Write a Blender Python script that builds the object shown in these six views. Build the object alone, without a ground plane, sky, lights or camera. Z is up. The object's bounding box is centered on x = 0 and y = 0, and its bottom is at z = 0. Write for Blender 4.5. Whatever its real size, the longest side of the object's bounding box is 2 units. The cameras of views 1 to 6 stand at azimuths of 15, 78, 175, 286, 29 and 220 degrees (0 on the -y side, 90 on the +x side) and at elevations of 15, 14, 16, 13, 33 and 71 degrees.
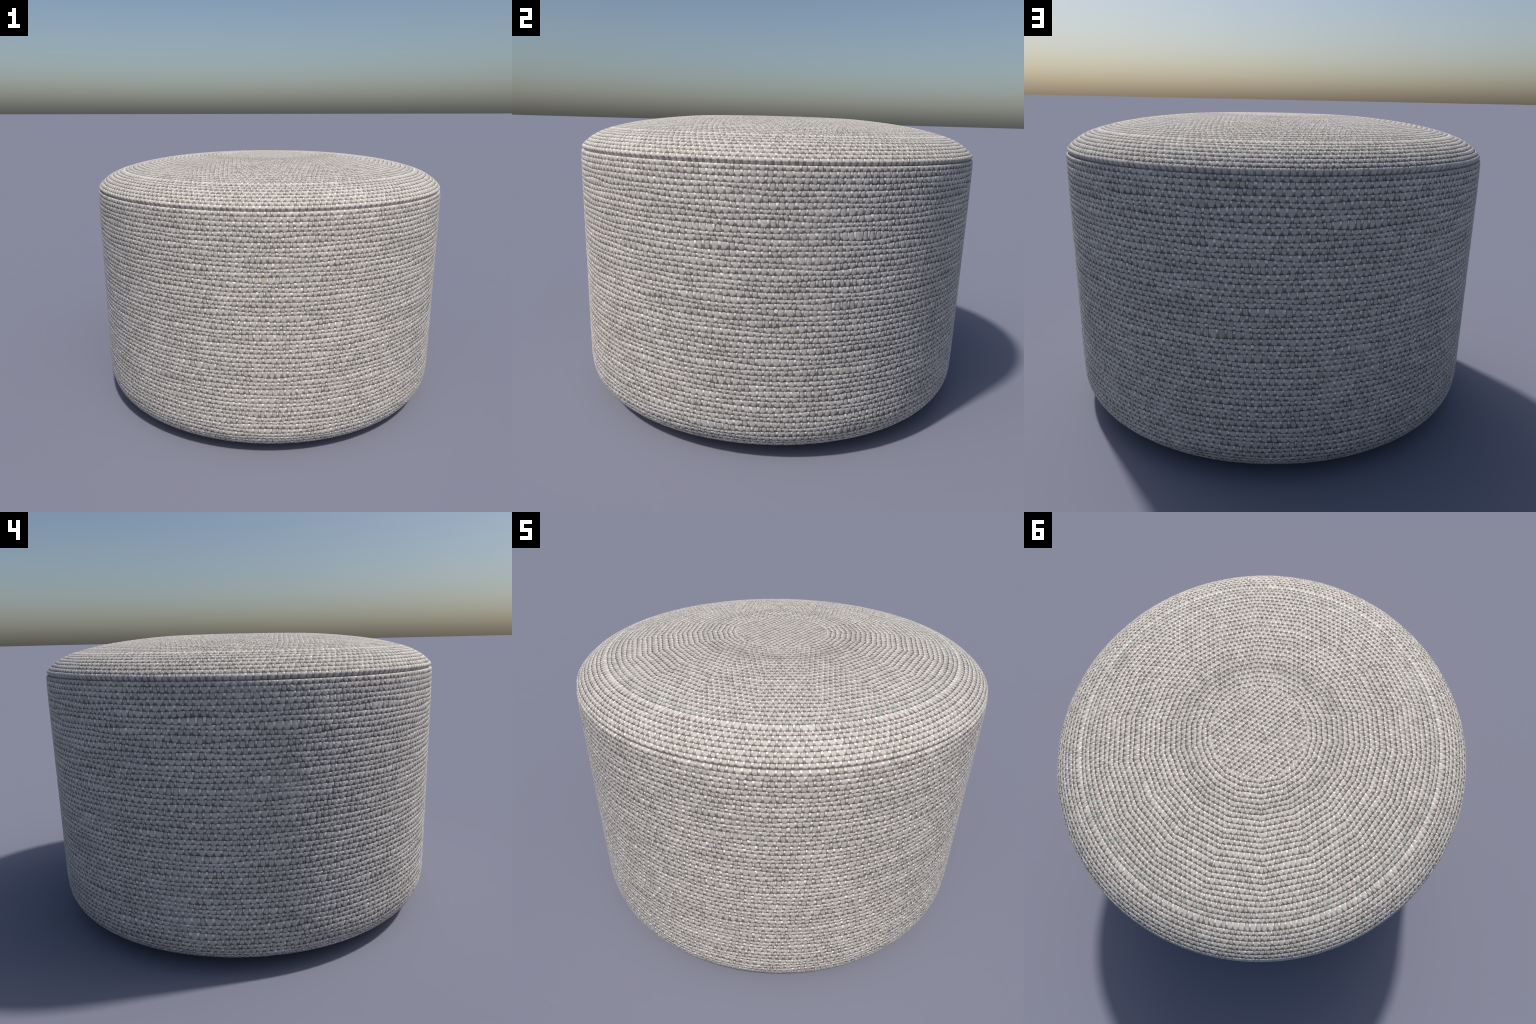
"""Round upholstered pouf: a straight drum wrapped in coarse plain-woven cloth,
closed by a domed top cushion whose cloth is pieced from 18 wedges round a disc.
The weave (thick weft beads, thin warp crossings) is one rule, weave(u, v), that is
evaluated twice: on arrays, to displace the meshes, and on shader nodes, to colour them."""
import bpy, math
import numpy as np

for o in list(bpy.data.objects):
    bpy.data.objects.remove(o, do_unlink=True)

TAU = 2 * math.pi
RELIEF = 0.0042           # full depth of the weave on the drum
LID_RELIEF = 0.0036       # the cushion's cloth is drawn tighter
BODY_BEADS = 208          # weft beads round the drum
BODY_ROW = 0.0231         # height of one weft row
LID_ROW = 0.0243
LID_BEAD = 0.0243
RIM_BEADS = 216           # 72 repeats of 3 beads round the cushion's rim
WEDGES = 18
DISC_R = 0.222            # plain disc in the middle of the cushion
RING_R = 0.765            # beyond this the cloth runs in true circles


# ------------------------------------------------------------------ numbers or nodes
class Sock:
    """A shader value that can be computed with like a number."""
    tree = None

    def __init__(self, s):
        self.s = s

    def __add__(a, b): return op('ADD', a, b)
    __radd__ = __add__
    def __mul__(a, b): return op('MULTIPLY', a, b)
    __rmul__ = __mul__
    def __sub__(a, b): return op('SUBTRACT', a, b)
    def __rsub__(a, b): return op('SUBTRACT', b, a)
    def __truediv__(a, b): return op('DIVIDE', a, b)
    def __rtruediv__(a, b): return op('DIVIDE', b, a)
    def __neg__(a): return op('MULTIPLY', a, -1.0)


def op(kind, *args):
    n = Sock.tree.nodes.new('ShaderNodeMath')
    n.operation = kind
    for i, a in enumerate(args):
        if isinstance(a, Sock):
            Sock.tree.links.new(a.s, n.inputs[i])
        else:
            n.inputs[i].default_value = float(a)
    return Sock(n.outputs[0])


def either(kind, fn):
    return lambda *a: op(kind, *a) if any(isinstance(x, Sock) for x in a) else fn(*a)


sin, cos = either('SINE', np.sin), either('COSINE', np.cos)
floor, sqrt, absolute = either('FLOOR', np.floor), either('SQRT', np.sqrt), either('ABSOLUTE', np.abs)
largest, smallest = either('MAXIMUM', np.maximum), either('MINIMUM', np.minimum)
arctan2 = either('ARCTAN2', np.arctan2)
above = either('GREATER_THAN', lambda a, b: (a > b) * 1.0)


def clamp(x): return smallest(largest(x, 0.0), 1.0)
def ease(x, lo, hi):
    t = clamp((x - lo) * (1.0 / (hi - lo)))
    return t * t * (3.0 - 2.0 * t)
def mix(a, b, t): return a + (b - a) * t
def fract(x): return x - floor(x)
def modulo(x, m): return x - floor(x * (1.0 / m)) * m
def chance(i, j, seed):
    """A repeatable 0..1 lottery for bead i of row j."""
    x, y = fract((i + 17.0 * seed) * 0.1031), fract((j + 5.0 * seed) * 0.1031)
    d = x * (y + 33.33) + y * (x + 33.33) + x * (x + 33.33)
    return fract((x + y + 2.0 * d) * (x + d))


# ------------------------------------------------------------------ the weave
def weave(u, v, swell, drift, fray, around, loose):
    """u counts beads along a row, v counts rows upwards; drift(j) slides whole rows,
    fray = (along, across) roughens the thread edges. Gives a dict of masks."""
    v = v + swell + fray[1]
    j = floor(v)
    fv = v - j - 0.5
    u = u + 0.5 * modulo(j, 2.0) + drift(j) + 0.16 * loose * (chance(j, 0.0, 3.1) - 0.5) + fray[0]
    cell = floor(u)
    i = modulo(cell, around)
    r1 = chance(i, j, 1.7)
    r2 = chance(i, j, 5.3)
    fu = u - cell - 0.5 + 0.12 * loose * (r2 - 0.5)
    fu = fu + 0.05 * sin(4.0 * fv + TAU * r1)
    # weft bead: a plump pillow
    wide = 0.330 + 0.090 * r1
    a = fu / wide
    b = (fv - 0.02 + 0.07 * (r2 - 0.5)) * (1.0 / 0.525)
    a2, b2 = a * a, b * b
    bead = sqrt(clamp(1.0 - a2 * a2 * 0.85 - a2 * 0.15 - b2 * b2 * 0.75 - b2 * 0.25)) * (0.82 + 0.18 * r1)
    # warp crossing: a thin strand that comes up at the row's upper edge and dives below
    c = (absolute(fu) - 0.5) * (1.0 / (0.115 + 0.055 * r2))
    d = (fv - 0.14) * (1.0 / 0.60)
    d2 = d * d
    rise = ease(fv, -0.50, 0.15)
    strand = sqrt(clamp(1.0 - c * c - d2 * d2)) * (0.40 + 0.60 * rise)
    height = largest(bead, strand * 0.86)
    return dict(height=height, bead=bead, strand=strand, fv=fv, fu=fu, i=i, j=j, r1=r1, r2=r2, rise=rise)


def slub(v, at, much):
    """One thick row at v = at that presses its neighbours together."""
    s = v - at
    s2 = s * s
    return -much * s / (1.0 + s2 * s2)


def body_cloth(x, y, z, fray=(0.0, 0.0)):
    th = arctan2(y, x)
    rho = sqrt(x * x + y * y)
    q = largest(0.985 - rho, 0.0) * above(0.5, z)
    s = z - BODY_TUCK[0] * q - BODY_TUCK[1] * q * q
    u = th * (BODY_BEADS / TAU)
    v = s * (1.0 / BODY_ROW) + 20.5
    swell = (0.13 * sin(1.55 * v + 0.7) * sin(7.0 * th + 1.1) + 0.12 * sin(2.1 * v + 2.9 + 1.3 * sin(3.0 * th)) * sin(11.0 * th + 0.4)
             + 0.09 * sin(0.83 * v + 4.0) * sin(17.0 * th + 2.2) + 0.05 * sin(3.1 * v) * sin(5.0 * th + 4.4)
             + 0.05 * sin(23.0 * th + 1.9 * v))
    drift = lambda j: 0.25 * sin(2.4 * j + 1.0) * sin(13.0 * th + 2.0) + 0.20 * sin(1.37 * j + 9.0 * th)
    swell = swell * (1.0 - ease(z, 1.13, 1.21))
    w = weave(u, v, swell, drift, fray, BODY_BEADS, 1.0)
    w['tone_gain'] = 0.94
    w['row_shade_paint'] = 0.28
    w['streaky'] = 0.16
    w['hem'] = 1.0 - ease(z, 1.2265, 1.2312)
    return w


def lid_cloth(x, y, z, fray=(0.0, 0.0)):
    th = arctan2(y, x)
    rho = sqrt(x * x + y * y)
    h = largest(1.352 - z, 0.0)
    run = rho + LID_DROP[0] * h + LID_DROP[1] * h * h
    wedge = TAU / WEDGES
    turn = th * (1.0 / wedge) + 0.5 + 36.0
    k = floor(turn)
    dl = (turn - k - 0.5) * wedge
    k = modulo(k, float(WEDGES))
    flat = mix(cos(dl) * (1.0 / 0.995), 1.0 + 0.0 * dl, ease(rho, 0.70, 0.80))
    run = run * flat
    ring = above(run, RING_R)
    disc = above(DISC_R, run)
    wedge_u = rho * sin(dl) * (1.0 / LID_BEAD) + k * 4.37
    ring_u = th * (RIM_BEADS / TAU) + 0.5
    ca, sa = math.cos(DISC_TURN), math.sin(DISC_TURN)
    disc_u = (x * ca + y * sa) * (1.0 / 0.0232)
    disc_v = (y * ca - x * sa) * (1.0 / 0.0232) + 60.3
    u = mix(mix(wedge_u, ring_u, ring), disc_u, disc)
    v = mix(60.0 - run * (1.0 / LID_ROW), disc_v, disc)
    swell = (0.05 * sin(1.25 * v + 0.4) + slub(v, 24.5, 0.45) + slub(v, 34.5, 0.30) + slub(v, 36.5, 0.24)
             + 0.04 * sin(2.6 * v + 18.0 * th) * (1.0 - disc))
    drift = lambda j: 0.10 * sin(2.1 * j) * ring
    w = weave(u, v, swell, drift, fray, RIM_BEADS, 0.5)
    w['hem'] = ease(z, 1.2325, 1.2400)
    w['ring'] = ring
    w['streaky'] = 0.02
    w['row_shade_paint'] = 0.42
    dusky = absolute(v - 45.6)
    w['tone_gain'] = (1.02 - 0.13 * (1.0 - ease(dusky, 0.2, 3.2)) * (1.0 - disc)
                 + 0.10 * (1.0 - ease(absolute(v - 24.5), 0.4, 0.9)))
    w['rho'] = rho
    return w


# ------------------------------------------------------------------ profiles
def spline(points, step):
    """Catmull-Rom through (r, z) points, resampled at even arc length."""
    p = np.array(points, float)
    p = np.vstack([2 * p[0] - p[1], p, 2 * p[-1] - p[-2]])
    out = []
    for a, b, c, d in zip(p[:-3], p[1:-2], p[2:-1], p[3:]):
        t0, t1 = 0.0, max(np.linalg.norm(b - a), 1e-6) ** 0.5
        t2 = t1 + max(np.linalg.norm(c - b), 1e-6) ** 0.5
        t3 = t2 + max(np.linalg.norm(d - c), 1e-6) ** 0.5
        t = np.linspace(t1, t2, 60, endpoint=False)[:, None]
        A1 = (t1 - t) / (t1 - t0) * a + (t - t0) / (t1 - t0) * b
        A2 = (t2 - t) / (t2 - t1) * b + (t - t1) / (t2 - t1) * c
        A3 = (t3 - t) / (t3 - t2) * c + (t - t2) / (t3 - t2) * d
        B1 = (t2 - t) / (t2 - t0) * A1 + (t - t0) / (t2 - t0) * A2
        B2 = (t3 - t) / (t3 - t1) * A2 + (t - t1) / (t3 - t1) * A3
        out.append((t2 - t) / (t2 - t1) * B1 + (t - t1) / (t2 - t1) * B2)
    q = np.vstack(out + [p[-2:-1]])
    s = np.concatenate([[0], np.cumsum(np.linalg.norm(np.diff(q, axis=0), axis=1))])
    n = max(2, int(round(s[-1] / step)))
    e = np.linspace(0, s[-1], n + 1)
    return np.stack([np.interp(e, s, q[:, 0]), np.interp(e, s, q[:, 1])], -1), e


def outward(prof):
    """Unit normals (r, z) on the left of the direction of travel turned outwards."""
    t = np.gradient(prof, axis=0)
    t /= np.linalg.norm(t, axis=1)[:, None]
    return np.stack([t[:, 1], -t[:, 0]], -1)


BODY_PROFILE = [(0.780, 0.0385), (0.870, 0.0390), (0.902, 0.0425), (0.934, 0.0545), (0.9605, 0.0745), (0.9862, 0.116), (0.9967, 0.163),
                (0.9990, 0.22), (0.9997, 0.32), (0.9995, 0.60), (0.9995, 0.90), (0.9997, 1.10), (0.9988, 1.185),
                (0.9975, 1.214), (0.9962, 1.2275), (0.9935, 1.2313), (0.9740, 1.2318)]
LID_PROFILE = [(0.0, 1.4120), (0.10, 1.4118), (0.20, 1.4110), (0.40, 1.4058), (0.60, 1.3872), (0.72, 1.3690), (0.82, 1.3462),
               (0.895, 1.3218), (0.940, 1.2982), (0.970, 1.2745), (0.9868, 1.2580), (0.9928, 1.2475), (0.9915, 1.2435),
               (0.9845, 1.2345), (0.9790, 1.2300)]
body_prof, body_s = spline(BODY_PROFILE, 0.0033)
lid_prof, lid_s = spline(LID_PROFILE, 0.0030)

# how far rows creep along the rounded shoulders, beyond height or radius alone
low = body_prof[:, 1] < 0.35
q = np.maximum(0.985 - body_prof[low, 0], 0)
want = body_prof[low, 1] - (body_s[low] - np.interp(0.35, body_prof[low, 1], body_s[low]) + 0.35)
BODY_TUCK = np.linalg.lstsq(np.stack([q, q * q], -1), want, rcond=None)[0]
h = np.maximum(1.352 - lid_prof[:, 1], 0)
LID_DROP = np.linalg.lstsq(np.stack([h, h * h], -1), lid_s - lid_prof[:, 0] - 0.0, rcond=None)[0]
DISC_TURN = math.radians(80.0)


# ------------------------------------------------------------------ meshes
def new_mesh(name, verts, loops, sizes, material, smooth=True):
    me = bpy.data.meshes.new(name)
    me.vertices.add(len(verts))
    me.vertices.foreach_set('co', np.ascontiguousarray(verts, np.float32).ravel())
    me.loops.add(len(loops))
    me.loops.foreach_set('vertex_index', np.ascontiguousarray(loops, np.int32))
    starts = np.concatenate([[0], np.cumsum(sizes)[:-1]]).astype(np.int32)
    me.polygons.add(len(sizes))
    me.polygons.foreach_set('loop_start', starts)
    me.polygons.foreach_set('loop_total', np.asarray(sizes, np.int32))
    me.polygons.foreach_set('use_smooth', np.full(len(sizes), smooth))
    me.update(calc_edges=True)
    me.validate()
    me.materials.append(material)
    ob = bpy.data.objects.new(name, me)
    bpy.context.collection.objects.link(ob)
    return ob


def drum_mesh(prof, cols):
    """Grid of revolution: vertices, outward normals and quads."""
    n = len(prof)
    th = np.arange(cols) * TAU / cols
    nor = outward(prof)
    R, T = np.meshgrid(np.arange(n), th, indexing='ij')
    r, z = prof[R, 0], prof[R, 1]
    v = np.stack([r * np.cos(T), r * np.sin(T), z], -1).reshape(-1, 3)
    nn = np.stack([nor[R, 0] * np.cos(T), nor[R, 0] * np.sin(T), nor[R, 1]], -1).reshape(-1, 3)
    i = np.arange(n - 1)[:, None] * cols
    k = np.arange(cols)[None]
    k2 = (k + 1) % cols
    quads = np.stack([i + k, i + k2, i + cols + k2, i + cols + k], -1).reshape(-1)
    return v, nn, quads, np.full((n - 1) * cols, 4)


def dome_mesh(prof):
    """Evenly triangulated disc: ring k carries 6k vertices."""
    nor = -outward(prof)
    n = len(prof)
    vs, ns, start = [np.array([[0, 0, prof[0, 1]]])], [np.array([[0, 0, 1.0]])], [0]
    tris, total = [], 1
    for k in range(1, n):
        t = np.arange(6 * k) * TAU / (6 * k)
        vs.append(np.stack([prof[k, 0] * np.cos(t), prof[k, 0] * np.sin(t), np.full(6 * k, prof[k, 1])], -1))
        ns.append(np.stack([nor[k, 0] * np.cos(t), nor[k, 0] * np.sin(t), np.full(6 * k, nor[k, 1])], -1))
        start.append(total)
        g = np.arange(6)[:, None]
        m = np.arange(k)[None]
        o0 = total + (g * k + m) % (6 * k)
        o1 = total + (g * k + m + 1) % (6 * k)
        inner = start[k - 1]
        cnt = max(6 * (k - 1), 1)
        i0 = inner + (g * (k - 1) + m) % cnt
        tris.append(np.stack([o0, o1, i0], -1).reshape(-1, 3))
        if k > 1:
            m2 = m[:, :-1]
            i0b = inner + (g * (k - 1) + m2) % cnt
            i1b = inner + (g * (k - 1) + m2 + 1) % cnt
            tris.append(np.stack([i0b, o1[:, :-1], i1b], -1).reshape(-1, 3))
        total += 6 * k
    f = np.vstack(tris)
    return np.vstack(vs), np.vstack(ns), f.reshape(-1), np.full(len(f), 3)


# ------------------------------------------------------------------ cloth material
def rgb(c): return (c[0], c[1], c[2], 1.0)


def cloth_material(name, cloth, flecks):
    mat = bpy.data.materials.new(name)
    mat.use_nodes = True
    t = mat.node_tree
    t.nodes.clear()
    Sock.tree = t
    L = t.links.new
    out = t.nodes.new('ShaderNodeOutputMaterial')
    bsdf = t.nodes.new('ShaderNodeBsdfPrincipled')
    L(bsdf.outputs[0], out.inputs[0])
    co = t.nodes.new('ShaderNodeTexCoord').outputs['Object']
    sep = t.nodes.new('ShaderNodeSeparateXYZ')
    L(co, sep.inputs[0])
    x, y, z = (Sock(o) for o in sep.outputs)
    def noise(scale, detail=2.0, rough=0.5):
        n = t.nodes.new('ShaderNodeTexNoise')
        n.inputs['Scale'].default_value = scale
        n.inputs['Detail'].default_value = detail
        n.inputs['Roughness'].default_value = rough
        L(co, n.inputs['Vector'])
        return Sock(n.outputs['Fac'])

    flatten = t.nodes.new('ShaderNodeMapping')
    flatten.inputs['Scale'].default_value = (3.0, 3.0, 42.0)
    L(co, flatten.inputs['Vector'])
    rows = t.nodes.new('ShaderNodeTexNoise')
    rows.inputs['Scale'].default_value = 1.0
    L(flatten.outputs[0], rows.inputs['Vector'])
    slubs = ease(Sock(rows.outputs['Fac']), 0.35, 0.65)   # paler horizontal streaks

    def blend(a, b, f):
        n = t.nodes.new('ShaderNodeMix')
        n.data_type = 'RGBA'
        for s, val in ((n.inputs[6], a), (n.inputs[7], b)):
            if isinstance(val, tuple):
                s.default_value = rgb(val)
            else:
                L(val, s)
        L(f.s, n.inputs[0])
        return n.outputs[2]

    fibre = noise(260.0, 2.0, 0.6)
    ruffle = noise(95.0, 1.0)
    ruffle2 = noise(130.0, 1.0)
    w = cloth(x, y, z, (0.16 * (ruffle - 0.5), 0.20 * (ruffle2 - 0.5)))
    cloud = noise(3.2, 2.0)
    # plies twisted round each thread: fine slanting streaks
    twist = sin((w['fu'] * 4.0 + w['fv'] * 6.0 + 6.0 * w['r1']) * 2.0 + 5.0 * fibre)
    pressed = ease(noise(5.5, 2.0), 0.56, 0.72)          # smooth, flattened patches
    solid = ease(w['height'], 0.22, 0.74)
    solid = solid + (1.0 - solid) * 0.45 * pressed
    crossing = ease(w['strand'] * 0.9 - w['bead'], -0.04, 0.10)
    # single yarns of the warp show as thin slanting streaks
    streak = 0.5 + 0.5 * sin(58.0 * w['fu'] + 9.0 * w['fv'] + TAU * w['r1'] + 4.0 * (ruffle - 0.5))
    painted_glint = ease(w['fv'], -0.10, 0.26) * (0.55 + 0.30 * w['r2'] + 0.30 * (1.0 - streak))  # highlight coloured onto the upper tip of each strand
    painted_shadow = 1.0 - ease(w['fv'], -0.38, 0.04)  # shadow tinted into the colour where a strand dives
    col = blend(GAP, BEAD, solid)
    thread = blend(UNDER, STRAND, clamp(painted_glint))
    col = blend(col, blend(thread, GAP, clamp(painted_shadow * (0.24 + 0.20 * w["r1"] + 0.42 * streak) * (1.0 - 0.55 * pressed))), crossing)
    row_edge = ease(w['fv'], -0.55, -0.12)  # mask for the shadow painted along each row's lower side
    tone = (0.90 + 0.15 * w['r1'] + 0.46 * (fibre - 0.5) + 0.10 * (cloud - 0.5) + 0.05 * twist) * (1.0 - w['row_shade_paint'] * (1.0 - row_edge)) * w['tone_gain'] * (1.0 + w['streaky'] * (slubs - 0.5))
    for shade, mask in flecks(w):
        col = blend(col, shade, mask * (0.35 + 0.65 * solid))
    n = t.nodes.new('ShaderNodeVectorMath')
    n.operation = 'SCALE'
    L(col, n.inputs[0])
    L(tone.s, n.inputs['Scale'])
    L(n.outputs[0], bsdf.inputs['Base Color'])
    bsdf.inputs['Roughness'].default_value = 0.82
    bsdf.inputs['Specular IOR Level'].default_value = 0.25
    bump = t.nodes.new('ShaderNodeBump')
    bump.inputs['Strength'].default_value = 0.45
    bump.inputs['Distance'].default_value = 0.0016
    L((fibre * 0.8 + twist * 0.25).s, bump.inputs['Height'])
    L(bump.outputs[0], bsdf.inputs['Normal'])
    return mat


BEAD, STRAND, GAP = (0.525, 0.487, 0.448), (0.92, 0.875, 0.825), (0.125, 0.110, 0.094)  # GAP darkened for shadow between threads, STRAND whitened for sunlit tips
UNDER = (0.34, 0.310, 0.278)
OLIVE, TEAL = (0.36, 0.34, 0.22), (0.30, 0.37, 0.345)


def body_flecks(w):
    lot = chance(w['i'], w['j'], 9.9)
    return [(OLIVE, above(lot, 0.9955) * 0.45), (TEAL, above(0.0035, lot) * 0.38)]


def lid_flecks(w):
    """The rim's pattern comes round every third bead."""
    third = above(0.5, modulo(w['i'], 3.0)) * w['ring']
    side = ease(w['fu'], 0.18, 0.34)
    olive = third * side * above(w['j'], 17.5) * above(18.5, w['j'])
    teal = third * above(w['j'], 24.5) * above(26.5, w['j'])
    return [(OLIVE, olive * 0.70), (TEAL, teal * 0.42)]


# ------------------------------------------------------------------ build
pouf = bpy.data.objects.new('round_pouf', None)
bpy.context.collection.objects.link(pouf)
pouf['label'] = 'round drum pouf in coarse woven light grey cloth with domed top'
pouf['category'] = 'pouf'


def adopt(ob):
    ob.parent = pouf
    return ob


v, nn, loops, sizes = drum_mesh(body_prof, BODY_BEADS * 9)
w = body_cloth(v[:, 0], v[:, 1], v[:, 2])
v = v + nn * ((w["height"] - 0.86) * RELIEF * w['hem'])[:, None]
body_mat = cloth_material('woven_drum_cloth', body_cloth, body_flecks)
adopt(new_mesh('side_cover', v, loops, sizes, body_mat))

v, nn, loops, sizes = dome_mesh(lid_prof)
w = lid_cloth(v[:, 0], v[:, 1], v[:, 2])
v = v + nn * ((w["height"] - 0.76) * LID_RELIEF * w['hem'])[:, None]
lid_mat = cloth_material('woven_cushion_cloth', lid_cloth, lid_flecks)
adopt(new_mesh('top_cushion', v, loops, sizes, lid_mat))

# recessed dark plinth that carries the pouf on the floor
plinth_mat = bpy.data.materials.new('plinth_felt')
plinth_mat.use_nodes = True
pt = plinth_mat.node_tree
pb = pt.nodes['Principled BSDF']
grain = pt.nodes.new('ShaderNodeTexNoise')
grain.inputs['Scale'].default_value = 180.0
ramp = pt.nodes.new('ShaderNodeValToRGB')
ramp.color_ramp.elements[0].color = (0.045, 0.041, 0.038, 1)
ramp.color_ramp.elements[1].color = (0.085, 0.078, 0.072, 1)
pt.links.new(pt.nodes.new('ShaderNodeTexCoord').outputs['Object'], grain.inputs['Vector'])
pt.links.new(grain.outputs['Fac'], ramp.inputs[0])
pt.links.new(ramp.outputs[0], pb.inputs['Base Color'])
pb.inputs['Roughness'].default_value = 0.9
plinth_prof = np.array([(0.010, 0.0), (0.842, 0.0), (0.846, 0.0012), (0.848, 0.005), (0.848, 0.046)])
cols = 256
v, nn, loops, sizes = drum_mesh(plinth_prof, cols)
v = np.vstack([v, [[0, 0, 0]]])
fan = np.stack([np.full(cols, len(v) - 1), (np.arange(cols) + 1) % cols, np.arange(cols)], -1).reshape(-1)
adopt(new_mesh('plinth', v, np.concatenate([loops, fan]), np.concatenate([sizes, np.full(cols, 3)]), plinth_mat, smooth=False))
